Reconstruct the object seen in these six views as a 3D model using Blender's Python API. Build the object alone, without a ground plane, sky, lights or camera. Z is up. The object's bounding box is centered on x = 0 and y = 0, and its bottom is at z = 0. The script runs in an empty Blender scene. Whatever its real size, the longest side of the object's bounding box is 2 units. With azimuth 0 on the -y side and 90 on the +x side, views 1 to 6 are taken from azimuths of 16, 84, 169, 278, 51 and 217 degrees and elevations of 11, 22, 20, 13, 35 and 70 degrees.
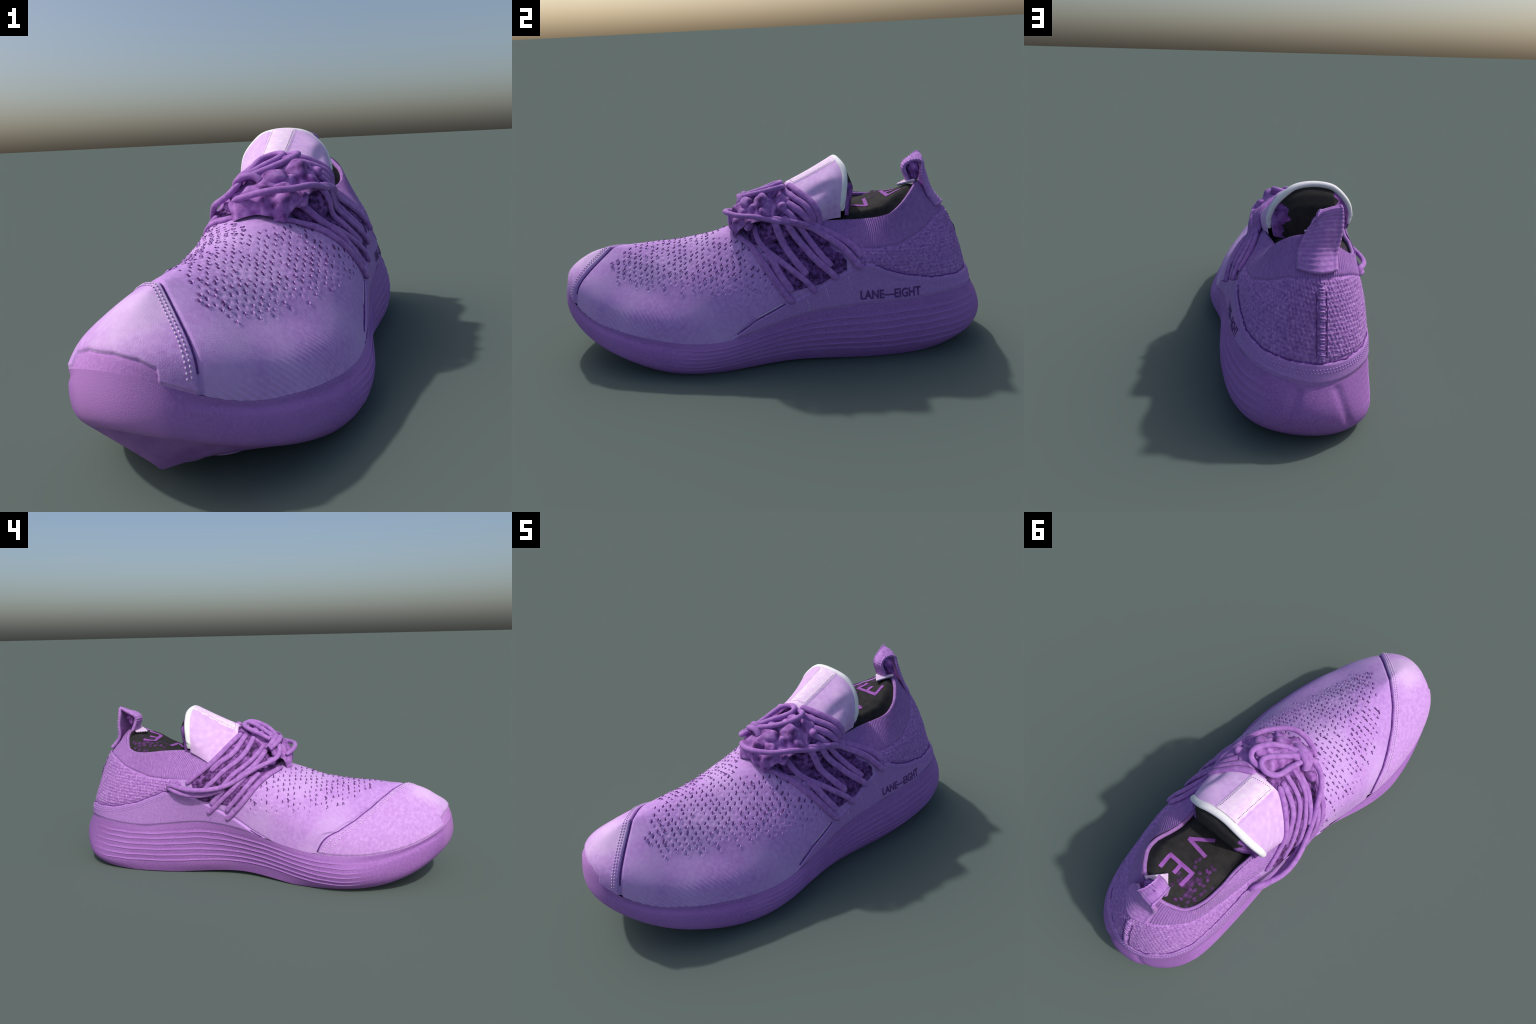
import bpy, bmesh, math, random
import numpy as np
from mathutils import Vector
from mathutils.bvhtree import BVHTree

random.seed(7)
RNG = np.random.default_rng(7)

# ------------------------------------------------------------------ helpers
def lin(h):
    """sRGB 0-255 triple to linear rgba"""
    o = []
    for c in h:
        c /= 255.0
        o.append(c / 12.92 if c <= 0.04045 else ((c + 0.055) / 1.055) ** 2.4)
    return (*o, 1.0)


def spline(ts, P, t):
    """natural cubic spline through P (n,k) at knots ts, evaluated at t"""
    ts = np.asarray(ts, float); P = np.asarray(P, float); t = np.asarray(t, float)
    n = len(ts); h = np.diff(ts)
    A = np.eye(n); B = np.zeros_like(P)
    for i in range(1, n - 1):
        A[i, i - 1] = h[i - 1]; A[i, i] = 2 * (h[i - 1] + h[i]); A[i, i + 1] = h[i]
        B[i] = 6 * ((P[i + 1] - P[i]) / h[i] - (P[i] - P[i - 1]) / h[i - 1])
    M = np.linalg.solve(A, B)
    k = np.clip(np.searchsorted(ts, t, side="right") - 1, 0, n - 2)
    a = (ts[k + 1] - t) / h[k]; b = (t - ts[k]) / h[k]
    sh = (-1,) + (1,) * (P.ndim - 1)
    a = a.reshape(sh); b = b.reshape(sh); hk = h[k].reshape(sh)
    return a * P[k] + b * P[k + 1] + ((a ** 3 - a) * M[k] + (b ** 3 - b) * M[k + 1]) * hk ** 2 / 6


def chord(P):
    P = np.asarray(P, float)
    d = np.linalg.norm(np.diff(P, axis=0), axis=1)
    return np.r_[0, np.cumsum(np.maximum(d, 1e-4) ** 0.7)]


def through(P, n):
    """smooth curve with n points through control points P"""
    t = chord(P)
    return spline(t, P, np.linspace(0, t[-1], n))


def smooth(a, b, x):
    t = np.clip((x - a) / (b - a), 0, 1)
    return t * t * (3 - 2 * t)


def new_object(name, verts, faces, mat, parent=None, shade=True, normals=None):
    me = bpy.data.meshes.new(name)
    me.from_pydata([tuple(map(float, v)) for v in verts], [], [tuple(map(int, f)) for f in faces])
    me.validate(); me.update()
    if shade:
        me.polygons.foreach_set("use_smooth", [True] * len(me.polygons))
    if normals is not None:
        me.normals_split_custom_set_from_vertices([tuple(map(float, n)) for n in normals])
    me.materials.append(mat)
    ob = bpy.data.objects.new(name, me)
    bpy.context.collection.objects.link(ob)
    if parent:
        ob.parent = parent
    return ob


def grid_faces(nu, nv, closed_u=False, flip=False):
    i = np.arange(nu if closed_u else nu - 1)[:, None]; j = np.arange(nv - 1)[None, :]
    i2 = (i + 1) % nu
    q = np.stack([i * nv + j, i2 * nv + j, i2 * nv + j + 1, i * nv + j + 1], -1).reshape(-1, 4)
    return q[:, ::-1] if flip else q


def grid_normals(G, closed_u):
    if closed_u:
        du = np.roll(G, -1, 0) - np.roll(G, 1, 0)
    else:
        du = np.gradient(G, axis=0)
    dv = np.gradient(G, axis=1)
    n = np.cross(du, dv)
    l = np.linalg.norm(n, axis=-1, keepdims=True)
    return n / np.maximum(l, 1e-9)


def frames(C):
    T = np.gradient(C, axis=0); T /= np.linalg.norm(T, axis=1, keepdims=True)
    return T


def tube(curve, ra, rb, up=None, n=56, m=12, taper=0.0):
    """ribbon like tube: ra = half width, rb = half thickness; up = per-point thickness direction"""
    C = through(curve, n); T = frames(C)
    U = np.tile(np.array([0, 0, 1.0]), (n, 1)) if up is None else np.asarray(up(C))
    U = U - (U * T).sum(1, keepdims=True) * T
    U /= np.maximum(np.linalg.norm(U, axis=1, keepdims=True), 1e-6)
    S = np.cross(T, U)
    a = np.linspace(0, 2 * math.pi, m, endpoint=False)
    k = np.ones(n)
    if taper:
        s = np.linspace(0, 1, n); k = 1 - taper * np.clip(1 - np.minimum(s, 1 - s) / 0.06, 0, 1) ** 2
    V = C[:, None] + k[:, None, None] * (S[:, None] * (ra * np.cos(a))[None, :, None] + U[:, None] * (rb * np.sin(a))[None, :, None])
    V = V.reshape(-1, 3)
    F = []
    for i in range(n - 1):
        for j in range(m):
            j2 = (j + 1) % m
            F.append((i * m + j, i * m + j2, (i + 1) * m + j2, (i + 1) * m + j))
    F.append(tuple(range(m - 1, -1, -1))); F.append(tuple((n - 1) * m + j for j in range(m)))
    return V, F


def blobs(centers, dirs, normals, ln, wd, ht, sub=1):
    """many small ellipsoids joined: long axis dirs, height along normals"""
    bm = bmesh.new(); bmesh.ops.create_icosphere(bm, subdivisions=sub, radius=1.0)
    bv = np.array([v.co[:] for v in bm.verts]); bf = np.array([[v.index for v in f.verts] for f in bm.faces]); bm.free()
    V, F = [], []
    for k, (c, d, n) in enumerate(zip(centers, dirs, normals)):
        n = n / max(np.linalg.norm(n), 1e-9); d = d - n * (d @ n); d = d / max(np.linalg.norm(d), 1e-9); s = np.cross(n, d)
        V.append(c + bv[:, :1] * d * ln + bv[:, 1:2] * s * wd + bv[:, 2:] * n * ht)
        F.append(bf + k * len(bv))
    return np.concatenate(V), np.concatenate(F)


# ------------------------------------------------------------------ materials
def material(name, base, dark=None, light=None, scale=40.0, rough=0.8, bump=0.15, bump_scale=300.0, sheen=0.0, spread=0.5, extra=None):
    m = bpy.data.materials.new(name); m.use_nodes = True
    nt = m.node_tree; N = nt.nodes; L = nt.links
    b = N["Principled BSDF"]
    b.inputs["Roughness"].default_value = rough
    b.inputs["Specular IOR Level"].default_value = 0.2
    if sheen:
        b.inputs["Sheen Weight"].default_value = sheen
    tc = N.new("ShaderNodeTexCoord")
    n1 = N.new("ShaderNodeTexNoise"); n1.inputs["Scale"].default_value = scale; n1.inputs["Detail"].default_value = 6
    L.new(tc.outputs["Object"], n1.inputs["Vector"])
    r = N.new("ShaderNodeValToRGB")
    r.color_ramp.elements[0].position = 0.5 - spread * 0.5; r.color_ramp.elements[1].position = 0.5 + spread * 0.5
    r.color_ramp.elements[0].color = dark or base; r.color_ramp.elements[1].color = light or base
    e = r.color_ramp.elements.new(0.5); e.color = base
    L.new(n1.outputs["Fac"], r.inputs["Fac"])
    col = r.outputs["Color"]
    if extra:
        col = extra(nt, tc, col)
    L.new(col, b.inputs["Base Color"])
    if bump:
        n2 = N.new("ShaderNodeTexNoise"); n2.inputs["Scale"].default_value = bump_scale; n2.inputs["Detail"].default_value = 3
        L.new(tc.outputs["Object"], n2.inputs["Vector"])
        bp = N.new("ShaderNodeBump"); bp.inputs["Strength"].default_value = bump; bp.inputs["Distance"].default_value = 0.004
        L.new(n2.outputs["Fac"], bp.inputs["Height"]); L.new(bp.outputs["Normal"], b.inputs["Normal"])
    return m


def mottle(scale, lo, hi, color, amount):
    """patches of another colour by large noise"""
    def f(nt, tc, col):
        N = nt.nodes; L = nt.links
        n = N.new("ShaderNodeTexNoise"); n.inputs["Scale"].default_value = scale; n.inputs["Detail"].default_value = 2
        L.new(tc.outputs["Object"], n.inputs["Vector"])
        mr = N.new("ShaderNodeMapRange"); mr.inputs["From Min"].default_value = lo; mr.inputs["From Max"].default_value = hi
        mr.inputs["To Max"].default_value = amount
        L.new(n.outputs["Fac"], mr.inputs["Value"])
        mx = N.new("ShaderNodeMix"); mx.data_type = "RGBA"
        L.new(mr.outputs["Result"], mx.inputs["Factor"]); L.new(col, mx.inputs["A"]); mx.inputs["B"].default_value = color
        return mx.outputs["Result"]
    return f


def painted_sun_spot(center, radius, color, amount):
    """soft pale patch painting sunlight around a point, broken up by noise"""
    def f(nt, tc, col):
        N = nt.nodes; L = nt.links
        d = N.new("ShaderNodeVectorMath"); d.operation = "DISTANCE"; d.inputs[1].default_value = center
        L.new(tc.outputs["Object"], d.inputs[0])
        n = N.new("ShaderNodeTexNoise"); n.inputs["Scale"].default_value = 14; n.inputs["Detail"].default_value = 4
        L.new(tc.outputs["Object"], n.inputs["Vector"])
        a = N.new("ShaderNodeMath"); a.operation = "MULTIPLY_ADD"; a.inputs[1].default_value = .16; L.new(n.outputs["Fac"], a.inputs[0]); L.new(d.outputs["Value"], a.inputs[2])
        mr = N.new("ShaderNodeMapRange"); mr.interpolation_type = "SMOOTHSTEP"
        mr.inputs["From Min"].default_value = radius + .08; mr.inputs["From Max"].default_value = .08; mr.inputs["To Max"].default_value = amount
        L.new(a.outputs[0], mr.inputs["Value"])
        mx = N.new("ShaderNodeMix"); mx.data_type = "RGBA"
        L.new(mr.outputs["Result"], mx.inputs["Factor"]); L.new(col, mx.inputs["A"]); mx.inputs["B"].default_value = color
        return mx.outputs["Result"]
    return f


KNIT = (0.505, 0.27, 0.675, 1)  # tinted midway between the brightly and dimly baked sides of the original
M_KNIT = material("knit_lilac", KNIT, (0.43, 0.215, 0.60, 1), (0.56, 0.33, 0.73, 1), 60, 0.85, 0.3, 420, 0.12,
                  extra=mottle(4.0, 0.46, 0.66, (0.59, 0.38, 0.74, 1), 0.65))
M_CAP = material("toe_cap_lilac", (0.545, 0.295, 0.695, 1), (0.47, 0.24, 0.62, 1), (0.62, 0.37, 0.77, 1), 65, 0.8, 0.3, 350, 0.1,
                 extra=painted_sun_spot((-.11, -.87, .44), .17, (0.74, 0.53, 0.82, 1), 0.85))
M_PANEL = material("panel_violet", (0.415, 0.215, 0.57, 1), (0.36, 0.18, 0.51, 1), (0.47, 0.255, 0.63, 1), 110, 0.75, 0.2, 500)  # lowered toward the darker shading baked on the inner side
M_HEELKNIT = material("heel_knit_violet", (0.43, 0.205, 0.58, 1), (0.30, 0.125, 0.45, 1), (0.52, 0.275, 0.67, 1), 80, 0.85, 0.4, 250, 0.1, 0.35)
M_COLLAR = material("collar_rib_violet", (0.36, 0.175, 0.50, 1), (0.31, 0.14, 0.45, 1), (0.43, 0.22, 0.58, 1), 70, 0.85, 0.2, 400, 0.12)  # base darkened to match the collar's shade in back and inner views
def toe_tint(nt, tc, col):
    """rubber of the toe bumper running out into the foam"""
    N = nt.nodes; L = nt.links
    col = mottle(3.5, 0.5, 0.75, (0.41, 0.20, 0.55, 1), 0.6)(nt, tc, col)
    sp = N.new("ShaderNodeSeparateXYZ"); L.new(tc.outputs["Object"], sp.inputs["Vector"])

    def ramp(sock, a, b):
        m = N.new("ShaderNodeMapRange"); m.interpolation_type = "SMOOTHSTEP"
        m.inputs["From Min"].default_value = a; m.inputs["From Max"].default_value = b
        L.new(sock, m.inputs["Value"]); return m.outputs["Result"]

    def mul(a, b):
        m = N.new("ShaderNodeMath"); m.operation = "MULTIPLY"; L.new(a, m.inputs[0]); L.new(b, m.inputs[1]); return m.outputs[0]

    f = mul(ramp(sp.outputs["Y"], -.86, -.92), mul(ramp(sp.outputs["X"], .02, -.03), ramp(sp.outputs["X"], -.29, -.23)))
    mx = N.new("ShaderNodeMix"); mx.data_type = "RGBA"; L.new(f, mx.inputs["Factor"]); L.new(col, mx.inputs["A"]); mx.inputs["B"].default_value = (0.46, 0.215, 0.575, 1)
    return mx.outputs["Result"]


M_SOLE = material("foam_purple", (0.345, 0.15, 0.475, 1), (0.30, 0.125, 0.43, 1), (0.40, 0.19, 0.53, 1), 140, 0.7, 0.3, 450, spread=0.4,  # base averages light outer and shaded inner wall tones
                  extra=toe_tint)
M_STRIPE = material("foam_stripe", (0.385, 0.18, 0.52, 1), rough=0.7)
M_BUMPER = material("bumper_mauve", (0.46, 0.215, 0.575, 1), (0.40, 0.18, 0.51, 1), (0.52, 0.26, 0.63, 1), 130, 0.75, 0.3, 400)
M_TREAD = material("tread_purple", (0.33, 0.15, 0.45, 1), (0.26, 0.11, 0.37, 1), (0.38, 0.19, 0.5, 1), 20, 0.7)
M_LUG = material("tread_lug", (0.40, 0.24, 0.50, 1), (0.34, 0.19, 0.44, 1), (0.46, 0.30, 0.56, 1), 25, 0.6)
M_TONGUE = material("tongue_pink_lilac", (0.66, 0.42, 0.78, 1), (0.58, 0.34, 0.71, 1), (0.74, 0.52, 0.84, 1), 35, 0.8, 0.15, 400, 0.1,
                    extra=mottle(5.0, 0.5, 0.72, (0.76, 0.54, 0.83, 1), 0.45))
M_STRIP = material("tongue_strip", (0.82, 0.63, 0.86, 1), (0.76, 0.54, 0.82, 1), (0.86, 0.74, 0.88, 1), 50, 0.8, 0.15, 400)
M_RIM = material("piping_white", (0.82, 0.82, 0.84, 1), (0.78, 0.74, 0.82, 1), (0.86, 0.87, 0.86, 1), 30, 0.7, 0.1)
M_LACE = material("lace_purple", (0.385, 0.17, 0.53, 1), (0.30, 0.12, 0.44, 1), (0.47, 0.235, 0.62, 1), 45, 0.75, 0.4, 500, 0.1)
M_KNOT = material("lace_knot_purple", (0.34, 0.135, 0.47, 1), (0.13, 0.04, 0.20, 1), (0.48, 0.24, 0.62, 1), 28, 0.75, 0.4, 400, 0.1, 0.35)  # dark ramp end paints crease shade into the knot
M_DARK = material("lace_bed_baked_shadow", (0.15, 0.052, 0.23, 1), (0.03, 0.012, 0.045, 1), (0.30, 0.125, 0.42, 1), 50, 0.9, 0.4, 250, spread=0.35)  # darkened so gaps between laces show their shadow in the colour
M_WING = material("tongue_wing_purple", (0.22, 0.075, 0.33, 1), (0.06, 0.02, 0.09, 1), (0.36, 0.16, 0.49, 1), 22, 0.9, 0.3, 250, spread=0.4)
M_SEAM = material("seam_dark", (0.15, 0.05, 0.25, 1), (0.10, 0.03, 0.17, 1), (0.24, 0.09, 0.36, 1), 60, 0.9)
M_STITCH = material("stitch_pale", (0.70, 0.54, 0.78, 1), (0.6, 0.4, 0.72, 1), (0.8, 0.7, 0.84, 1), 90, 0.8)
M_STITCH2 = material("stitch_lilac", (0.50, 0.27, 0.66, 1), (0.44, 0.21, 0.58, 1), (0.56, 0.33, 0.72, 1), 90, 0.8)
M_HOLE = material("perforation_dark", (0.14, 0.045, 0.21, 1), (0.09, 0.025, 0.14, 1), (0.26, 0.10, 0.36, 1), 70, 0.9)
M_LIP = material("knit_lip", (0.60, 0.37, 0.76, 1), (0.54, 0.31, 0.70, 1), (0.66, 0.44, 0.8, 1), 90, 0.85)
M_LETTER = material("letter_dark", (0.12, 0.045, 0.20, 1), (0.10, 0.035, 0.18, 1), (0.15, 0.06, 0.24, 1), 90, 0.8)
M_LINING = material("lining_charcoal", (0.026, 0.025, 0.026, 1), (0.018, 0.018, 0.019, 1), (0.034, 0.032, 0.033, 1), 30, 0.9, 0.2, 300)
M_MARK = material("insole_letter", (0.28, 0.09, 0.39, 1), (0.22, 0.06, 0.32, 1), (0.33, 0.12, 0.45, 1), 60, 0.85)
M_SPOT = material("insole_spot", (0.065, 0.026, 0.09, 1), (0.03, 0.022, 0.036, 1), (0.16, 0.05, 0.22, 1), 60, 0.9)
M_TAB = material("tab_rib_violet", (0.43, 0.20, 0.58, 1), (0.36, 0.155, 0.51, 1), (0.52, 0.28, 0.66, 1), 60, 0.85, 0.2, 400, 0.1)

# ------------------------------------------------------------------ body net
# columns run round the shoe: heel back, outer side forward, toe, inner side back
HEEL, TOE = 0, 9
BOTTOM_EDGE = [(0.08, 0.93, 0.022), (0.24, 0.872, 0.024), (0.345, 0.6, 0), (0.34, 0.3, 0.005), (0.325, 0.02, 0.012), (0.345, -0.22, 0.004), (0.33, -0.45, 0), (0.262, -0.675, 0.048), (0.124, -0.852, 0.113), (-0.1, -0.946, 0.174), (-0.255, -0.888, 0.148), (-0.337, -0.72, 0.068), (-0.325, -0.47, 0), (-0.285, -0.2, 0.003), (-0.2, 0.03, 0.02), (-0.18, 0.3, 0.008), (-0.178, 0.6, 0), (-0.105, 0.856, 0.014)]
LOWER_WALL = [(0.09, 0.975, 0.07), (0.265, 0.915, 0.07), (0.38, 0.62, 0.06), (0.37, 0.32, 0.055), (0.347, 0.01, 0.055), (0.372, -0.23, 0.045), (0.358, -0.46, 0.035), (0.276, -0.7, 0.082), (0.13, -0.89, 0.142), (-0.1, -0.99, 0.208), (-0.265, -0.915, 0.185), (-0.356, -0.74, 0.108), (-0.375, -0.47, 0.04), (-0.3, -0.2, 0.04), (-0.216, 0.03, 0.06), (-0.205, 0.3, 0.055), (-0.194, 0.62, 0.045), (-0.126, 0.886, 0.06)]
BULGE = [(0.09, 0.998, 0.15), (0.27, 0.938, 0.14), (0.391, 0.62, 0.14), (0.385, 0.33, 0.13), (0.36, 0, 0.12), (0.385, -0.24, 0.1), (0.362, -0.47, 0.09), (0.268, -0.71, 0.145), (0.118, -0.905, 0.205), (-0.1, -1, 0.262), (-0.265, -0.93, 0.255), (-0.362, -0.75, 0.185), (-0.396, -0.47, 0.1), (-0.318, -0.2, 0.11), (-0.236, 0.03, 0.13), (-0.214, 0.3, 0.13), (-0.2, 0.62, 0.13), (-0.118, 0.888, 0.14)]
FEATHER = [(0.08, 0.955, 0.255), (0.235, 0.9, 0.275), (0.35, 0.62, 0.28), (0.35, 0.3, 0.27), (0.345, 0.02, 0.228), (0.358, -0.22, 0.165), (0.328, -0.46, 0.158), (0.238, -0.71, 0.195), (0.098, -0.905, 0.255), (-0.1, -0.986, 0.335), (-0.255, -0.93, 0.315), (-0.352, -0.76, 0.24), (-0.369, -0.47, 0.185), (-0.318, -0.2, 0.205), (-0.27, 0.02, 0.26), (-0.222, 0.27, 0.29), (-0.19, 0.6, 0.255), (-0.116, 0.85, 0.27)]
UPPER_LOW = [(0.07, 0.93, 0.34), (0.21, 0.87, 0.36), (0.32, 0.6, 0.38), (0.33, 0.3, 0.37), (0.33, 0.04, 0.32), (0.335, -0.19, 0.25), (0.3, -0.44, 0.24), (0.206, -0.695, 0.272), (0.075, -0.895, 0.332), (-0.1, -0.962, 0.382), (-0.235, -0.9, 0.37), (-0.33, -0.74, 0.295), (-0.346, -0.46, 0.26), (-0.308, -0.18, 0.295), (-0.27, 0.03, 0.345), (-0.226, 0.28, 0.375), (-0.188, 0.58, 0.36), (-0.112, 0.83, 0.36)]
UPPER_MID = [(0.065, 0.89, 0.46), (0.185, 0.83, 0.48), (0.295, 0.57, 0.47), (0.305, 0.3, 0.46), (0.295, 0.06, 0.42), (0.285, -0.16, 0.362), (0.222, -0.43, 0.332), (0.118, -0.67, 0.35), (0.03, -0.838, 0.398), (-0.11, -0.914, 0.417), (-0.195, -0.855, 0.418), (-0.272, -0.695, 0.37), (-0.285, -0.44, 0.352), (-0.278, -0.15, 0.405), (-0.258, 0.05, 0.45), (-0.222, 0.3, 0.465), (-0.176, 0.57, 0.465), (-0.105, 0.78, 0.485)]
UPPER_HIGH = [(0.06, 0.825, 0.6), (0.15, 0.755, 0.61), (0.25, 0.54, 0.555), (0.24, 0.33, 0.55), (0.225, 0.08, 0.535), (0.187, -0.15, 0.48), (0.098, -0.41, 0.441), (0.027, -0.64, 0.437), (-0.045, -0.765, 0.452), (-0.115, -0.84, 0.457), (-0.158, -0.762, 0.456), (-0.188, -0.645, 0.447), (-0.186, -0.42, 0.454), (-0.185, -0.15, 0.508), (-0.212, 0.08, 0.56), (-0.197, 0.33, 0.56), (-0.155, 0.54, 0.558), (-0.092, 0.72, 0.6)]
TOPLINE = [(0.04, 0.7, 0.735), (0.118, 0.66, 0.73), (0.2, 0.54, 0.645), (0.165, 0.38, 0.61), (0.16, 0.1, 0.62), (0.02, -0.13, 0.573), (-0.055, -0.38, 0.505), (-0.08, -0.58, 0.491), (-0.095, -0.7, 0.482), (-0.1, -0.757, 0.479), (-0.095, -0.7, 0.482), (-0.08, -0.58, 0.491), (-0.055, -0.38, 0.505), (0.02, -0.13, 0.573), (-0.145, 0.1, 0.645), (-0.155, 0.4, 0.652), (-0.142, 0.545, 0.636), (-0.087, 0.675, 0.655)]
NET = np.array([BOTTOM_EDGE, LOWER_WALL, BULGE, FEATHER, UPPER_LOW, UPPER_MID, UPPER_HIGH, TOPLINE])  # rows, columns, xyz
NC = NET.shape[1]

_c = np.linalg.norm(np.roll(NET[1:6], -1, 1) - NET[1:6], axis=-1).mean(0)
KNOT_U = np.r_[0, np.cumsum(_c)]


def net_at(f):
    """control rows at column coordinate f (0..18): (len f, rows, 3)"""
    f = np.mod(np.asarray(f, float), NC)
    u = np.interp(f, np.arange(NC + 1), KNOT_U)
    idx = np.arange(-5, NC + 6)
    tot = KNOT_U[-1]
    ks = np.array([KNOT_U[i % NC] + tot * (i // NC) for i in idx])
    P = np.stack([NET[:, i % NC].reshape(-1) for i in idx])
    return spline(ks, P, u).reshape(len(f), NET.shape[0], 3)


def upper_surface(fs, nv):
    R = net_at(fs)[:, 3:]; Rm = net_at(NC - fs)[:, 3:]
    G = np.zeros((len(fs), nv, 3))
    for i, f in enumerate(fs):
        A = R[i].copy()
        if 5 <= f <= 13:
            B = Rm[i]; top = (A[-1] + B[-1]) / 2; A[-1] = top
            if f == 9:
                top[1] += 0
            Q = np.concatenate([A, B[:-1][::-1]])
            t = chord(Q); t1 = t[len(A) - 1]
            G[i] = spline(t, Q, np.linspace(0, t1, nv))
        else:
            t = chord(A); G[i] = spline(t, A, np.linspace(0, t[-1], nv))
    return G


def sole_surface(fs, nv):
    R = net_at(fs)[:, :4]
    G = np.zeros((len(fs), nv, 3))
    for i in range(len(fs)):
        t = chord(R[i]); G[i] = spline(t, R[i], np.linspace(0, t[-1], nv))
    return G


# ------------------------------------------------------------------ region lines on the upper
SEAM_X = np.array([-.42, -.36, -.349, -.326, -.294, -.249, -.189, -.1, -.016, .02, .044, .055, .064, .2])
SEAM_Y = np.array([-.1, -.27, -.324, -.434, -.509, -.589, -.668, -.757, -.85, -.888, -.915, -.929, -.94, -1.2])


def toe_seam(x, y):
    """signed plan distance behind the toe seam (negative = toe cap)"""
    ys = np.interp(x, SEAM_X, SEAM_Y); s = np.interp(x + .004, SEAM_X, SEAM_Y) - ys
    return (y - ys) / np.sqrt(1 + (s / .004) ** 2)


PANEL_OUT_Y = np.array([-.30, -.232, -.109, .017, .08, .16, .25, .34, .41, .48, .552, .695, .805, .892, .95])
PANEL_OUT_Z = np.array([.10, .160, .239, .295, .315, .355, .40, .435, .445, .412, .385, .353, .342, .332, .325])
PANEL_IN_Y = np.array([-.30, -.17, -.085, -.01, .08, .2, .3, .4, .46, .5, .608, .742, .862, .95])
PANEL_IN_Z = np.array([.10, .175, .222, .262, .318, .375, .415, .44, .44, .422, .378, .345, .335, .325])


def panel_edge(x, y, z):
    """height below the edge of the quarter panel (positive = on the panel)"""
    w = smooth(-.03, .17, x)
    return w * np.interp(y, PANEL_OUT_Y, PANEL_OUT_Z) + (1 - w) * np.interp(y, PANEL_IN_Y, PANEL_IN_Z) - z


COLLAR_Y = np.array([.2, .36, .45, .54, .612, .675, .742, .80, .90])
COLLAR_Z = np.array([.51, .51, .507, .512, .535, .558, .592, .61, .63])


def collar_edge(x, y, z):
    return z - np.interp(y, COLLAR_Y, COLLAR_Z)


def toe_patch(x, y, z):
    """positive inside the rubber patch that climbs the toe (heights in metres)"""
    top = np.interp(x, [-.30, -.262, -.25, -.20, -.12, -.06, -.021, -.008, .005], [.20, .29, .345, .366, .372, .362, .343, .285, .20])
    return np.where(y < -.84, top - z, -1.0)


# ------------------------------------------------------------------ build the upper as one surface
shoe = bpy.data.objects.new("running_shoe", None)
bpy.context.collection.objects.link(shoe)
shoe["label"] = "purple knitted running shoe with thick ridged foam sole"
shoe["category"] = "shoe"

NU, NV = 1440, 230
FS = np.arange(NU) * NC / NU
GU = upper_surface(FS, NV)
NRM = grid_normals(GU, True)
if (NRM[200, 60] @ np.array([1, 0, 0])) < 0:
    NRM = -NRM
# keep normals steady at the crown line
NRM[:, -1] = NRM[:, -2]
X, Y, Z = GU[..., 0], GU[..., 1], GU[..., 2]
FF = np.repeat(FS[:, None], NV, 1)
seg = np.linalg.norm(np.diff(GU, axis=1), axis=-1)
ARC = np.concatenate([np.zeros((NU, 1)), np.cumsum(seg, 1)], 1)

mid_row = GU[:, NV // 2]
SL = np.r_[0, np.cumsum(np.linalg.norm(np.diff(mid_row, axis=0), axis=1))]
SS = np.repeat(SL[:, None], NV, 1)
ts = toe_seam(X, Y); pe = panel_edge(X, Y, Z); ce = collar_edge(X, Y, Z)
cap = smooth(.004, -.004, ts)
pan = smooth(-.006, .004, pe) * smooth(-.3, -.2, Y)
rear = smooth(.34, .44, Y)
rear_rib = smooth(.20, .34, Y)
D = np.zeros_like(X)
vfrac = np.repeat(np.linspace(0, 1, NV)[None, :], NU, 0)
fade = smooth(.0, .035, vfrac)
D += .006 * cap * fade * smooth(.008, -.004, toe_patch(X, Y, Z)) - .007 * np.exp(-((ts - .006) / .006) ** 2)
bump_f = toe_patch(X, Y, Z)
D += -.005 * np.exp(-(bump_f / .004) ** 2) * (Y < -.84) * fade
D += .005 * pan * fade - .004 * np.exp(-((pe + .010) / .006) ** 2) * smooth(-.28, -.2, Y)
# ribbed collar with a stitched line under it
col = smooth(-.006, .006, ce) * rear_rib
D += .0022 * col * np.sin(SS * 2 * math.pi / .0125)
D -= .005 * np.exp(-(ce / .006) ** 2) * rear
# coarse diagonal knit of the heel
hk = rear * (1 - pan) * (1 - col)
side_sign = np.where(X > .065, 1.0, 1.0)
a1 = (SS * side_sign + Z * .7) / .034; a2 = (SS * side_sign - Z * 1.3) / .029
D += np.where(X > .065, .0022, .0016) * hk * np.sin(a1 * 2 * math.pi) * np.sin(a2 * 2 * math.pi)
D += .0011 * hk * RNG.normal(0, 1, D.shape)
# fine slanted ribs of the knit beside the toe on the outer side
rib = smooth(.01, .05, ts) * smooth(.31, .23, Z) * smooth(-.30, -.6, Y) * smooth(-.1, .0, X)
D += .0012 * rib * np.sin((SS * .9 - Z * .75) * 2 * math.pi / .0165)
# soft unevenness of the padded cloth
D += .0035 * np.sin(X * 23 + 1.3 * np.sin(Y * 17)) * np.sin(Y * 19 + Z * 13) * (1 - cap) * .6
# back seam strip of the heel
bs = np.exp(-((X - .065 - (Z - .45) * -.05) / .016) ** 2) * smooth(.7, .78, Y) * (1 - pan) * (1 - col)
D += bs * (.004 + .003 * np.sin(Z * 2 * math.pi * 42))

# --- perforated vamp: staggered dents
CR_Y = [-.66, -.58, -.38, -.13, 0.1]; CR_X = [-.09, -.085, -.055, .0, .0]
def crown_x(y):
    return np.interp(y, CR_Y, CR_X)

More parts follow.
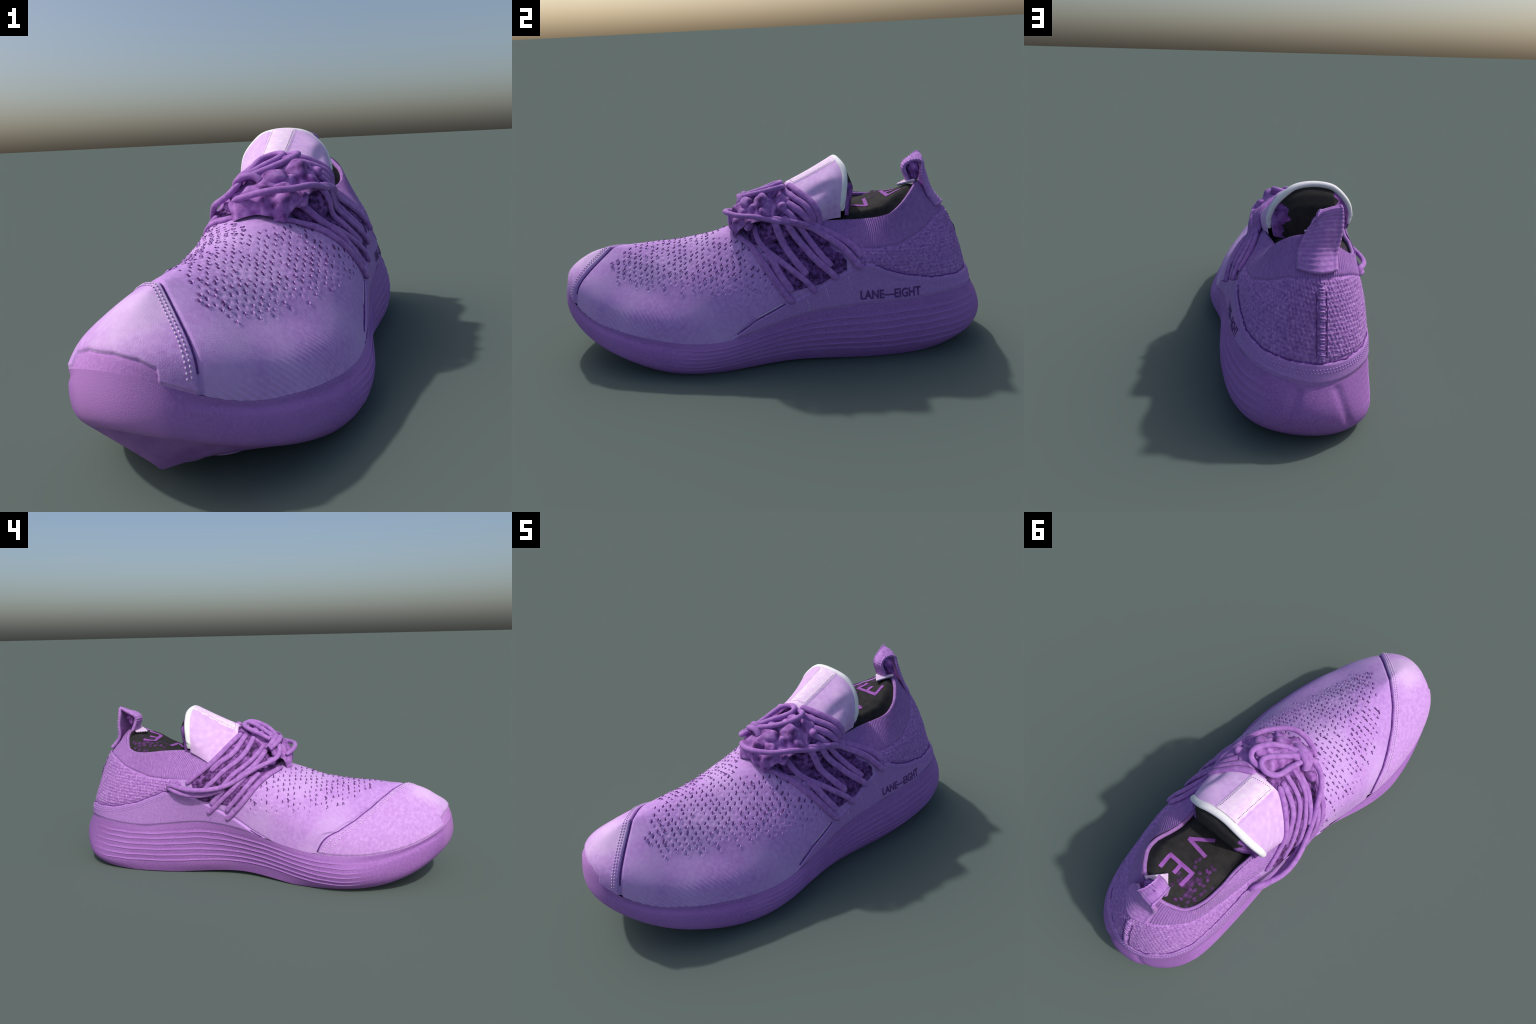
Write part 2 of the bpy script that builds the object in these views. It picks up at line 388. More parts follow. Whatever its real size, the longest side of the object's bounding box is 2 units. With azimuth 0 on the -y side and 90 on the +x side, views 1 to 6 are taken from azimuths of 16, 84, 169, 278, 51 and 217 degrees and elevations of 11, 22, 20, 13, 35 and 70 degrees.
vamp_field = smooth(.07, .09, ts) * smooth(-.02, -.08, Y) * (1 - pan)
def vamp_edge_z(x, y):
    """lowest height of the perforated field"""
    out = np.interp(y, [-.75, -.71, -.6, -.49, -.37, -.25, -.14, -.04, .1], [.41, .375, .35, .355, .35, .345, .342, .342, .36])
    inn = np.interp(y, [-.62, -.52, -.44, -.31, -.2, -.09, .0, .1], [.48, .428, .398, .382, .372, .365, .38, .42])
    return np.where(x > crown_x(y), out, inn)

UP_BVH = None
V_ALL = (GU + NRM * D[..., None])
verts = V_ALL.reshape(-1, 3)
quads = grid_faces(NU, NV, True)
bm = None

# weld the crown: outer column k meets inner column NU-k
ids = np.arange(NU * NV).reshape(NU, NV)
remap = np.arange(NU * NV)
k5, k9 = int(5 * NU / NC), int(9 * NU / NC)
for k in range(k5, k9):
    a, b = ids[k, -1], ids[NU - k, -1]
    m = (verts[a] + verts[b]) / 2; verts[a] = m; remap[b] = a
quads = remap[quads]

UP_BVH = BVHTree.FromPolygons([Vector(v) for v in verts], [tuple(q) for q in quads[:]], all_triangles=False)


def on_upper(p, d=None):
    """nearest point on the upper and its outward normal, or the hit of a ray along d"""
    if d is None:
        c, n, i, _ = UP_BVH.find_nearest(Vector(p))
    else:
        c, n, i, _ = UP_BVH.ray_cast(Vector(p), Vector(d).normalized())
    if c is None:
        return None
    c = np.array(c)
    kk = quads[i][0]; n = NRM.reshape(-1, 3)[kk]
    return c, n

# perforations: rows at constant y, holes stepping outward from the crown in arc length
holes = []
row = 0
y = -.745
while y < .0:
    for side in (1, -1):
        k = 0
        while True:
            off = (k + (.5 if row % 2 else 0.02)) * .0305
            if off > .62: break
            k += 1
            if side < 0 and k == 1 and row % 2 == 0: continue
            cx = crown_x(y) + side * off * .62
            hit = None
            # walk down the side: use a slanted ray so that spacing follows the surface
            ang = min(off * 2.6, 1.25)
            o = np.array([crown_x(y) + side * math.sin(ang) * .6, y, .12 + math.cos(ang) * .7])
            t = np.array([crown_x(y), y, .12])
            hit = on_upper(o, t - o)
            if hit is None: continue
            p, n = hit
            if p[2] < vamp_edge_z(p[0], p[1]) + .012 * math.sin(p[1] * 90) or toe_seam(p[0], p[1]) < .078: continue
            if p[1] > -.27 + 1.1 * abs(p[0] - .0) and p[2] > .47: continue
            p = p + RNG.normal(0, .0022, 3)
            if panel_edge(p[0], p[1], p[2]) > -.03: continue
            holes.append((p, n, side))
    y += .0265; row += 1
HP = np.array([h[0] for h in holes]); HN = np.array([h[1] for h in holes]); HS = np.array([h[2] for h in holes])

# press a dent under each hole and raise a soft lip beside it
from mathutils.kdtree import KDTree
kd = KDTree(len(HP))
for i, p in enumerate(HP): kd.insert(Vector(p), i)
kd.balance()
flat_n = NRM.reshape(-1, 3)
cand = np.where((Y.reshape(-1) < .02) & (Z.reshape(-1) > .28) & (ts.reshape(-1) > .04))[0]
for i in cand:
    co, j, dist = kd.find(Vector(verts[i]))
    if dist < .03:
        d = verts[i] - HP[j]
        fwd = d[1]
        verts[i] += flat_n[i] * (-.0022 * math.exp(-(dist / .006) ** 2) + .0010 * math.exp(-((dist - .013) / .007) ** 2) * (1 if fwd > 0 else .3))

# ------------------------------------------------------------------ split the upper into parts
used = np.unique(quads)
me = bpy.data.meshes.new("whole"); me.from_pydata([tuple(v) for v in verts], [], [tuple(q) for q in quads]); me.update()
vn = np.zeros(len(verts) * 3); me.vertex_normals.foreach_get("vector", vn); vn = vn.reshape(-1, 3)
# make normals point outward
cen = verts[quads].mean(1)
pn = np.zeros(len(me.polygons) * 3); me.polygons.foreach_get("normal", pn); pn = pn.reshape(-1, 3)
if (pn * NRM.reshape(-1, 3)[quads[:, 0]]).sum() < 0:
    quads = quads[:, ::-1]; vn = -vn
bpy.data.meshes.remove(me)
fx, fy, fz = cen.T
f_ts = toe_seam(fx, fy); f_pe = panel_edge(fx, fy, fz); f_ce = collar_edge(fx, fy, fz)
is_patch = toe_patch(fx, fy, fz) > 0
is_cap = (f_ts < 0) & ~is_patch
is_panel = (f_pe > 0) & (fy > -.3) & ~is_cap & ~is_patch
behind_laces = np.where(fx > 0, fy > .15 + (.606 - fz) * 1.1, fy > .11 + (.66 - fz) * 1.15)
is_collar = (f_ce > 0) & behind_laces & (fy > .08) & ~is_panel
is_heel = (fy > .36) & behind_laces & ~is_panel & ~is_collar
is_vamp = ~(is_cap | is_patch | is_panel | is_collar | is_heel)


def part_from(name, mask, mat):
    q = quads[mask]; u, inv = np.unique(q, return_inverse=True)
    q = inv.reshape(q.shape)
    fl = []
    for a in q:
        b = list(dict.fromkeys(a.tolist()))
        if len(b) > 2: fl.append(tuple(b))
    return new_object(name, verts[u], fl, mat, shoe, True, vn[u])


part_from("vamp", is_vamp, M_KNIT)
part_from("toe_cap", is_cap, M_CAP)
part_from("toe_bumper", is_patch, M_BUMPER)
part_from("quarter_panel", is_panel, M_PANEL)
part_from("heel_counter", is_heel, M_HEELKNIT)
part_from("collar", is_collar, M_COLLAR)

# perforation darts and knit lips, too many to pick apart
jit = RNG.normal(0, 1, (len(HP), 3))
down = np.cross(HN, np.array([0, 1.0, 0])) * HS[:, None]
down /= np.linalg.norm(down, axis=1, keepdims=True)
down = np.where((down[:, 2:] > 0), -down, down)
dirs = down + np.array([0, -.45, 0]) + .12 * jit
size = np.clip(RNG.normal(1, .22, len(HP)), .5, 1.5)
fade_low = np.clip((HP[:, 2] - .34) / .07, .45, 1)


def darts(C, ln, wd, ht, bend):
    """small hooked slits: two short strokes that meet at an angle"""
    d2 = dirs + np.cross(HN, dirs) * bend
    V, F, o = [], [], 0
    for k in range(len(C)):
        for dd, sh, sc in ((dirs[k], -.5, 1.0), (d2[k], .6, .75)):
            u = dd / np.linalg.norm(dd)
            v, f = blobs([C[k] + u * ln * sh * size[k]], [dd], [HN[k]], ln * .75 * sc * size[k] * fade_low[k], wd * (.6 + .4 * size[k]) * fade_low[k], ht)
            V.append(v); F.append(f + o); o += len(v)
    return np.concatenate(V), np.concatenate(F)


hv, hf = darts(HP + HN * .0002, .0082, .0029, .0022, -.9)
o = new_object("knit_perforation", hv, hf, M_HOLE, shoe); o["kind"] = "stuff"
lv, lf = blobs(HP - HN * .0004 + np.cross(HN, dirs) * .006, dirs, HN, .0075, .0026, .0022)
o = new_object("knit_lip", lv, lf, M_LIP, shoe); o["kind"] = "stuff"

# ------------------------------------------------------------------ sole
NSU, NSV = 900, 90
FSS = np.arange(NSU) * NC / NSU
GS = sole_surface(FSS, NSV)
NS = grid_normals(GS, True)
if NS[150, 40, 0] < 0: NS = -NS
vv = np.linspace(0, 1, NSV)[None, :]
F2 = np.repeat(FSS[:, None], NSV, 1)
side_mask = np.maximum(smooth(.75, 1.8, F2) * smooth(6.6, 4.8, F2), smooth(11.2, 12.8, F2) * smooth(17.3, 16.3, F2))
STRIPES = [.33, .44, .55, .655, .755, .85]
DS = np.zeros_like(F2)
wave = .004 * np.sin(F2 * 5) + .003 * np.sin(F2 * 13.7)
for s in STRIPES:
    DS += .0022 * np.exp(-((vv + wave - s) / .014) ** 2) * side_mask
    DS -= .0012 * np.exp(-((vv + wave - s - .035) / .02) ** 2) * side_mask
# hollow band under the upper along the forefoot
DS -= .006 * np.exp(-((vv - .88) / .08) ** 2) * np.maximum(smooth(5.5, 6.5, F2) * smooth(8.6, 8, F2), smooth(9.8, 10.5, F2) * smooth(12.5, 11.5, F2))
# two shallow flutes on the back of the heel
hx = GS[..., 0] - .09
flute = np.exp(-((np.abs(hx) - .105 - (.15 - GS[..., 2]) * .35) / .018) ** 2) * (GS[..., 1] > .7)
DS -= .006 * flute * smooth(.2, .45, vv) * smooth(1, .9, vv)
VS = GS + NS * DS[..., None]
VS[..., 2] = np.maximum(VS[..., 2], .001)
sv = VS.reshape(-1, 3); sq = grid_faces(NSU, NSV, True)
p0, p1, p2 = sv[sq[:, 0]], sv[sq[:, 1]], sv[sq[:, 2]]
if (np.cross(p1 - p0, p2 - p0) * NS.reshape(-1, 3)[sq[:, 0]]).sum() < 0: sq = sq[:, ::-1]
me = bpy.data.meshes.new("w"); me.from_pydata([tuple(v) for v in sv], [], [tuple(q) for q in sq]); me.update()
sn = np.zeros(len(sv) * 3); me.vertex_normals.foreach_get("vector", sn); sn = sn.reshape(-1, 3); bpy.data.meshes.remove(me)
sc = sv[sq].mean(1)
new_object("midsole", sv, sq, M_SOLE, shoe, True, sn)

# pale crests that run along the foam wall
for s in STRIPES:
    for lo, hi in ((1.0, 6.2), (11.6, 17.0)):
        idx = np.arange(int(lo * NSU / NC), int(hi * NSU / NC), 4)
        j = np.clip(((s - wave[idx, 0]) * (NSV - 1)), 0, NSV - 1)
        P = np.array([VS[i, int(round(a))] + NS[i, int(round(a))] * -.0008 for i, a in zip(idx, j)])
        upn = np.array([NS[i, int(round(a))] for i, a in zip(idx, j)])
        tt = np.linspace(0, 1, len(P))
        v, f = tube(P[::3], .0035, .0016, up=lambda C, U=upn: np.stack([np.interp(np.linspace(0, 1, len(C)), np.linspace(0, 1, len(U)), U[:, k]) for k in range(3)], 1), n=160, m=6, taper=.9)
        new_object("sole_ridge", v, f, M_STRIPE, shoe)

# outsole: belly that is lowest along the middle
edge = VS[:, 0]
KB = 14
cx = lambda yy: np.interp(yy, [-1, -.5, 0, .5, 1], [-.1, -.03, .05, .075, .08])
belly = []
for k in range(KB + 1):
    t = k / KB
    c = np.stack([cx(edge[:, 1]), np.clip(edge[:, 1], -.86, .82), np.zeros(NSU)], 1)
    zc = np.interp(c[:, 1], [-.87, -.80, -.6, -.45, -.1, .15, .4, .8, .9], [.036, .024, .006, .002, .008, .018, .008, .001, .002])
    q = edge * (1 - t) + c * t
    toe_w = smooth(-.5, -.75, edge[:, 1]); wz = toe_w * t + (1 - toe_w) * smooth(0, .45, np.array(t))
    q[:, 2] = edge[:, 2] * (1 - wz) + zc * wz
    q[:, 2] = np.maximum(q[:, 2], .001)
    belly.append(q)
BL = np.stack(belly, 1)
bf = grid_faces(NSU, KB + 1, True, flip=True)
bv = BL.reshape(-1, 3)
p0, p1, p2 = bv[bf[:, 0]], bv[bf[:, 1]], bv[bf[:, 2]]
if np.cross(p1 - p0, p2 - p0)[:, 2].sum() > 0: bf = bf[:, ::-1]
outsole = new_object("outsole", bv, bf, M_TREAD, shoe)
# oval tread lugs
bb = BVHTree.FromPolygons([Vector(v) for v in bv], [tuple(q) for q in bf])
lug_mesh = None
bmt = bmesh.new(); bmesh.ops.create_icosphere(bmt, subdivisions=3, radius=1.0)
lug_mesh = bpy.data.meshes.new("tread_lug"); bmt.to_mesh(lug_mesh); bmt.free()
lug_mesh.polygons.foreach_set("use_smooth", [True] * len(lug_mesh.polygons)); lug_mesh.materials.append(M_LUG)
r = 0
yy = -.90
while yy < .9:
    for k in range(-3, 4):
        xx = float(cx(yy)) + (k + (.5 if r % 2 else 0)) * .095
        h = bb.ray_cast(Vector((xx, yy, -.5)), Vector((0, 0, 1)))
        if h[0] is None or h[0].z > .16 or h[0].z < -.001: continue
        near = [bb.ray_cast(Vector((xx + a * .05, yy + b * .05, -.5)), Vector((0, 0, 1)))[0] for a, b in ((1, 0), (-1, 0), (0, 1), (0, -1))]
        if any(q is None or abs(q.z - h[0].z) > .07 for q in near): continue
        if .0 < yy < .3 and abs(k) < 2: continue
        lo = bpy.data.objects.new("tread_lug", lug_mesh); bpy.context.collection.objects.link(lo); lo.parent = outsole
        n = h[1] if h[1].z < 0 else -h[1]
        lo.rotation_mode = "QUATERNION"; lo.rotation_quaternion = n.to_track_quat("Z", "Y")
        lo.location = h[0] + n * -.001; lo.scale = (.034, .04, .0045)
        lo.location.z = max(lo.location.z, .0056 + .041 * math.sqrt(max(0, 1 - n.z ** 2)))
    yy += .1; r += 1

# ------------------------------------------------------------------ dark insole that fills the opening, with letters
loop = []
for f in np.r_[np.linspace(13.6, 18, 40), np.linspace(.05, 4.4, 40)]:
    k = int(round((f % NC) * NU / NC)) % NU
    loop.append(V_ALL[k, -1] - NRM[k, -1] * .012)
loop = np.array(loop)
# edge just inside the collar
for k in range(len(loop)):
    loop[k, 2] -= .012
def insole_z(x, y):
    mid = np.interp(y, [.0, .3, .40, .45, .5, .545, .605, .66, .72], [.60, .61, .630, .642, .662, .682, .699, .730, .74])
    return mid + .28 * (x - .05) * smooth(.5, .62, y) - 2.2 * np.clip(-.03 - x, 0, 1) ** 2 - 3.5 * np.clip(x - .1, 0, 1) ** 2
cxy = np.array([.02, .44])
KI = 24
IN = []
for k in range(KI + 1):
    t = k / KI
    q = loop.copy(); q[:, :2] = loop[:, :2] * (1 - t) + (cxy + (loop[:, :2] - cxy) * 0) * t
    w = smooth(0, .3, np.array(t))
    q[:, 2] = loop[:, 2] * (1 - w) + insole_z(q[:, 0], q[:, 1]) * w
    IN.append(q)
IN = np.stack(IN, 1)
iv = IN.reshape(-1, 3); iff = grid_faces(len(loop), KI + 1, True)
insole = new_object("insole", iv, iff, M_LINING, shoe)
IB = BVHTree.FromPolygons([Vector(v) for v in iv], [tuple(q) for q in iff])


def bar_on_insole(a, b, w):
    """flat painted bar between plan points a and b laid on the insole"""
    a = np.array(a); b = np.array(b); n = 16
    d = (b - a) / np.linalg.norm(b - a); s = np.array([-d[1], d[0]])
    V = []
    for i in range(n):
        for e in (-1, -.5, 0, .5, 1):
            p = a + (b - a) * i / (n - 1) + s * e * w
            h = IB.ray_cast(Vector((p[0], p[1], 1.2)), Vector((0, 0, -1)))
            V.append((p[0], p[1], (h[0].z if h[0] else .65) + .0022))
    return np.array(V), grid_faces(n, 5)


def letter(strokes, w):
    V, F, o = [], [], 0
    for k, (a, b) in enumerate(strokes):
        v, f = bar_on_insole(a, b, w); v[:, 2] += k * .0003
        V.append(v); F.append(f + o); o += len(v)
    return new_object("insole_letter", np.concatenate(V), np.concatenate(F), M_MARK, insole)


letter([((.097, .544), (-.029, .546)), ((.091, .544), (.084, .606)), ((.033, .546), (.031, .590)), ((-.023, .546), (-.019, .610))], .008)
letter([((.09, .447), (-.015, .462)), ((.09, .449), (.004, .386))], .008)
# worn speckle near the heel
sp = []
for _ in range(70):
    x = RNG.normal(-.06, .035); y_ = RNG.normal(.60, .045)
    h = IB.ray_cast(Vector((x, y_, 1.2)), Vector((0, 0, -1)))
    if h[0]: sp.append((np.array(h[0]), np.array(h[1])))
v, f = blobs([p for p, n in sp], [RNG.normal(0, 1, 3) for _ in sp], [n if n[2] > 0 else -n for p, n in sp], .011, .008, .0012, 2)
o = new_object("insole_speckle", v, f, M_SPOT, insole); o["kind"] = "stuff"

# rolled collar lip
kk = [int(round((f % NC) * NU / NC)) % NU for f in np.r_[np.linspace(14.1, 17.99, 60), np.linspace(.0, 4.0, 60)]]
lip = np.array([V_ALL[k, -1] for k in kk]) + np.array([0, 0, -.009]); lipn = np.array([NRM[k, -1] for k in kk])
lip -= lipn * .008
v, f = tube(lip[::4], .009, .011, n=200, m=12)
new_object("collar_lip", v, f, M_COLLAR, shoe)

# ------------------------------------------------------------------ tongue
T_ROWS = [  # outer low edge ... over the top ... inner low edge, from rim to front
    [(.168, .306, .625), (.176, .306, .69), (.168, .312, .735), (.149, .318, .777), (.106, .324, .822), (.06, .318, .848), (-.01, .313, .857), (-.07, .316, .852), (-.115, .318, .836), (-.155, .316, .80), (-.186, .31, .755), (-.197, .308, .70), (-.19, .31, .65)],
    [(.180, .215, .615), (.19, .215, .665), (.182, .22, .705), (.155, .22, .745), (.112, .22, .782), (.06, .218, .80), (-.01, .217, .812), (-.06, .217, .80), (-.10, .218, .775), (-.142, .218, .732), (-.172, .22, .687), (-.195, .22, .645), (-.205, .22, .60)],
    [(.205, .10, .58), (.205, .10, .62), (.19, .105, .662), (.155, .11, .70), (.112, .115, .732), (.06, .115, .754), (-.01, .113, .766), (-.055, .112, .748), (-.095, .112, .72), (-.135, .115, .682), (-.17, .12, .64), (-.197, .12, .59), (-.215, .12, .54)],
    [(.20, -.02, .54), (.195, -.02, .58), (.175, -.02, .62), (.14, -.015, .652), (.10, -.01, .675), (.055, -.005, .692), (.0, -.005, .700), (-.05, -.008, .688), (-.09, -.01, .665), (-.125, -.012, .635), (-.155, -.015, .60), (-.18, -.02, .555), (-.20, -.02, .51)],
    [(.14, -.13, .45), (.13, -.13, .48), (.11, -.13, .505), (.085, -.13, .53), (.06, -.13, .552), (.03, -.13, .565), (-.01, -.13, .568), (-.045, -.13, .56), (-.075, -.13, .545), (-.10, -.13, .52), (-.125, -.13, .495), (-.145, -.13, .465), (-.16, -.13, .44)],
    [(.10, -.20, .42), (.09, -.20, .43), (.075, -.20, .445), (.055, -.20, .46), (.03, -.20, .47), (.01, -.20, .475), (-.015, -.20, .475), (-.035, -.20, .47), (-.055, -.20, .465), (-.075, -.20, .455), (-.09, -.20, .445), (-.105, -.20, .43), (-.12, -.20, .41)],
]
TN = np.array(T_ROWS)
NA, NB = 140, 120
ta = spline(np.arange(len(T_ROWS)), TN.reshape(len(T_ROWS), -1), np.linspace(0, len(T_ROWS) - 1, NB)).reshape(NB, 13, 3)
TG = np.stack([spline(np.arange(13), ta[i], np.linspace(0, 12, NA)) for i in range(NB)])  # NB x NA x 3
TNRM = grid_normals(TG, False)
if TNRM[10, NA // 2, 2] < 0: TNRM = -TNRM
tx, ty = TG[..., 0], TG[..., 1]
# raised centre strip, and a soft crease on the outer wing
strip = smooth(-.066, -.060, tx) * smooth(.040, .034, tx) * smooth(.085, .095, ty)
TD = .004 * strip - .004 * np.exp(-((tx + .066) / .003) ** 2) * (ty > .09)
TD += .008 * np.exp(-((tx - .13) / .03) ** 2 - ((ty - .27) / .05) ** 2)
TD -= .010 * np.exp(-((tx - .15) / .02) ** 2 - ((ty - .20) / .07) ** 2)
TV = TG + TNRM * TD[..., None]
tv = TV.reshape(-1, 3); tf = grid_faces(NB, NA)
p0, p1, p2 = tv[tf[:, 0]], tv[tf[:, 1]], tv[tf[:, 2]]
if (np.cross(p1 - p0, p2 - p0) * TNRM.reshape(-1, 3)[tf[:, 0]]).sum() < 0: tf = tf[:, ::-1]
tcx = tv[tf].mean(1)
stm = (tcx[:, 0] > -.063) & (tcx[:, 0] < .037) & (tcx[:, 1] > .09)
tn = TNRM.reshape(-1, 3)
me = bpy.data.meshes.new("w"); me.from_pydata([tuple(v) for v in tv], [], [tuple(q) for q in tf]); me.update()
tn = np.zeros(len(tv) * 3); me.vertex_normals.foreach_get("vector", tn); tn = tn.reshape(-1, 3); bpy.data.meshes.remove(me)
shade_painted = ((tcx[:, 1] < .085) | ((tcx[:, 0] > .05) & (tcx[:, 1] < .115 + (.74 - tcx[:, 2]) * .8)) | ((tcx[:, 0] < -.07) & (tcx[:, 1] < .085 + (.70 - tcx[:, 2]) * 1.05))) & (tcx[:, 1] < .215) & ~stm
u, inv = np.unique(tf[shade_painted], return_inverse=True)
new_object("tongue_painted_lace_shade", tv[u], inv.reshape(-1, 4), M_DARK, shoe, True, tn[u])
stm_all = stm | shade_painted
u, inv = np.unique(tf[~stm_all], return_inverse=True)
tongue = new_object("tongue", tv[u], inv.reshape(-1, 4), M_TONGUE, shoe, True, tn[u])
u, inv = np.unique(tf[stm], return_inverse=True)
new_object("tongue_strip", tv[u], inv.reshape(-1, 4), M_STRIP, tongue, True, tn[u])
# dark inside of the tongue
IT = TG - TNRM * .022
iv2 = IT[:70].reshape(-1, 3); if2 = grid_faces(70, NA)
if (np.cross(iv2[if2[:, 1]] - iv2[if2[:, 0]], iv2[if2[:, 2]] - iv2[if2[:, 0]]) * TNRM[:70].reshape(-1, 3)[if2[:, 0]]).sum() > 0: if2 = if2[:, ::-1]
new_object("tongue_lining", iv2, if2, M_LINING, tongue)
# sheet that closes the back of the tongue: dark in the middle, purple at the wings
rp = (TG[0] * .3 + IT[0] * .7)
CU = np.stack([np.stack([rp[:, 0] * (1 - .12 * t), np.interp(t, [0, .12, .35, .7, 1], [0, .032, .052, .045, .038]) * (1 - .7 * smooth(.10, .17, np.abs(rp[:, 0]))) + .328, rp[:, 2] * (1 - t) + np.minimum(.622, rp[:, 2]) * t], 1) for t in np.linspace(0, 1, 24)], 1)
cv = CU.reshape(-1, 3); cf = grid_faces(NA, 24); cc = cv[cf].mean(1)
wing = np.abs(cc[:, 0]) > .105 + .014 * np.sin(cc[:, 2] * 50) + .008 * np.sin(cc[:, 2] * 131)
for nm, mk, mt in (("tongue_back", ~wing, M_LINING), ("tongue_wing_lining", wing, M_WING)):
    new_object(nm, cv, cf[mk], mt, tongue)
# white piping round the rim
rimc = (TG[0] * .62 + IT[0] * .38) + np.array([0, .008, 0])
sel = np.linspace(5, NA - 5, 28).astype(int)
v, f = tube(rimc[sel], .016, .0135, n=140, m=14, taper=.4)
new_object("tongue_piping", v, f, M_RIM, tongue)

TB = BVHTree.FromPolygons([Vector(p) for p in tv], [tuple(q) for q in tf])


def stitch_line(P, nrm, gap, ln, wd, ht, mat, name, parent):
    P = np.array(P, float); s = np.r_[0, np.cumsum(np.linalg.norm(np.diff(P, axis=0), axis=1))]
    n = max(2, int(s[-1] / gap)); t = (np.arange(n) + .5) * s[-1] / n
    C = np.stack([np.interp(t, s, P[:, k]) for k in range(3)], 1)
    Dd = np.gradient(C, axis=0)
    Nn = np.stack([np.interp(t, s, np.array(nrm)[:, k]) for k in range(3)], 1)
    v, f = blobs(C, Dd, Nn, ln, wd, ht)
    o = new_object(name, v, f, mat, parent); o["kind"] = "stuff"
    return o


def down_tongue(x0, y0, x1, y1, n=40):
    P, Nn = [], []
    for t in np.linspace(0, 1, n):
        h = TB.ray_cast(Vector((x0 + (x1 - x0) * t, y0 + (y1 - y0) * t, 1.2)), Vector((0, 0, -1)))
        if h[0]:
            P.append(np.array(h[0])); Nn.append(np.array(h[1]) * (1 if h[1].z > 0 else -1))
    return P, Nn


for l in ((-.056, .298, -.056, .10), (.030, .298, .030, .115), (-.05, .10, .028, .115)):
    P, Nn = down_tongue(*l); stitch_line(P, Nn, .0085, .0028, .0018, .0016, M_SEAM, "tongue_stitch", tongue)

# ------------------------------------------------------------------ laces
def away(C):
    """lace thickness points out of the shoe"""
    U = C - np.stack([np.full(len(C), .0), C[:, 1], np.full(len(C), .25)], 1)
    return U


SHELL_V = np.concatenate([verts, tv]); SHELL_F = [tuple(q) for q in quads] + [tuple(a + len(verts) for a in q) for q in tf.tolist()]
SHELL = BVHTree.FromPolygons([Vector(p) for p in SHELL_V], SHELL_F)
SHELL_N = np.concatenate([NRM.reshape(-1, 3), TNRM.reshape(-1, 3)])


def drape(L, off, n=40):
    """lay a path on the upper and the tongue, lifted by off"""
    C = through(L, n); P, Nn = [], []
    for c in C:
        h = SHELL.find_nearest(Vector(c)); q = np.array(h[0]); nn = SHELL_N[SHELL_F[h[2]][0]]
        P.append(q); Nn.append(nn)
    P, Nn = np.array(P), np.array(Nn)
    k = np.ones(7) / 7
    sm = lambda A: np.stack([np.convolve(np.pad(A[:, i], 3, mode="edge"), k, "valid") for i in range(3)], 1)
    Nn = sm(sm(Nn)); Nn /= np.linalg.norm(Nn, axis=1, keepdims=True)
    return sm(P) + Nn * off, Nn


def lay_lace(L, width, thick, off, name="lace", wob=0.0):
    P, Nn = drape(L, off)
    P[0] = P[0] - Nn[0] * off; P[-1] = P[-1] - Nn[-1] * off * .8
    v, f = tube(P[::2], width, thick, up=lambda C: np.stack([np.interp(np.linspace(0, 1, len(C)), np.linspace(0, 1, len(Nn)), Nn[:, k]) for k in range(3)], 1), n=80, m=14, taper=.35)
    return new_object(name, v, f, M_LACE, shoe)


LACES_OUT = [
    [(.05, -.18, .575), (.1, -.151, .56), (.157, -.112, .532), (.195, -.073, .484), (.249, -.042, .439), (.315, .015, .354), (.34, .065, .293)],
    [(.21, -.035, .495), (.235, -.018, .473), (.284, .012, .416), (.323, .058, .348)],
    [(.11, -.10, .62), (.139, -.087, .593), (.184, -.064, .538), (.245, .01, .474), (.307, .097, .412), (.326, .142, .368), (.338, .159, .334)],
    [(.165, -.005, .66), (.187, .01, .627), (.208, .029, .559), (.257, .068, .489), (.312, .131, .411)],
    [(.18, .045, .66), (.206, .066, .612), (.232, .114, .539), (.292, .18, .466), (.316, .234, .418), (.33, .256, .39)],
    [(.08, .005, .70), (.111, .017, .686), (.165, .062, .669), (.198, .10, .63), (.215, .13, .585), (.234, .154, .547), (.285, .202, .483), (.31, .246, .441)],
    [(.09, .04, .712), (.121, .057, .701), (.174, .118, .67), (.194, .165, .62), (.217, .243, .574), (.25, .31, .538), (.281, .352, .504), (.307, .371, .465)],
    [(.06, .07, .74), (.091, .085, .722), (.150, .13, .70), (.183, .165, .665), (.20, .18, .62)],
    [(.03, .09, .755), (.06, .105, .75), (.112, .135, .728), (.155, .175, .70), (.19, .20, .65), (.205, .21, .60)],
]
LACES_IN = [
    [(-.06, .068, .72), (-.086, .079, .711), (-.151, .127, .67), (-.206, .191, .607), (-.213, .265, .545), (-.221, .345, .483)],
    [(-.06, .045, .71), (-.092, .057, .696), (-.162, .094, .641), (-.198, .151, .606), (-.215, .21, .55)],
    [(-.04, .005, .70), (-.068, .013, .691), (-.124, .027, .654), (-.18, .072, .603), (-.211, .129, .567), (-.228, .174, .524), (-.237, .22, .484), (-.24, .25, .45)],
    [(-.028, -.05, .668), (-.12, -.024, .633), (-.181, .031, .582), (-.223, .086, .545), (-.24, .13, .50), (-.25, .18, .44)],
    [(-.05, -.065, .65), (-.129, -.041, .614), (-.203, .017, .556), (-.237, .075, .517)],
    [(-.092, -.151, .569), (-.19, -.078, .533), (-.239, -.032, .498), (-.265, .027, .426), (-.266, .085, .362), (-.26, .134, .309)],
    [(-.185, -.041, .547), (-.246, .018, .489), (-.263, .073, .425), (-.263, .11, .382), (-.257, .128, .353)],
    [(-.211, .016, .548), (-.244, .064, .498), (-.256, .135, .432), (-.25, .191, .376), (-.248, .229, .34)],
    [(-.248, .136, .472), (-.252, .173, .43), (-.247, .206, .391)],
]
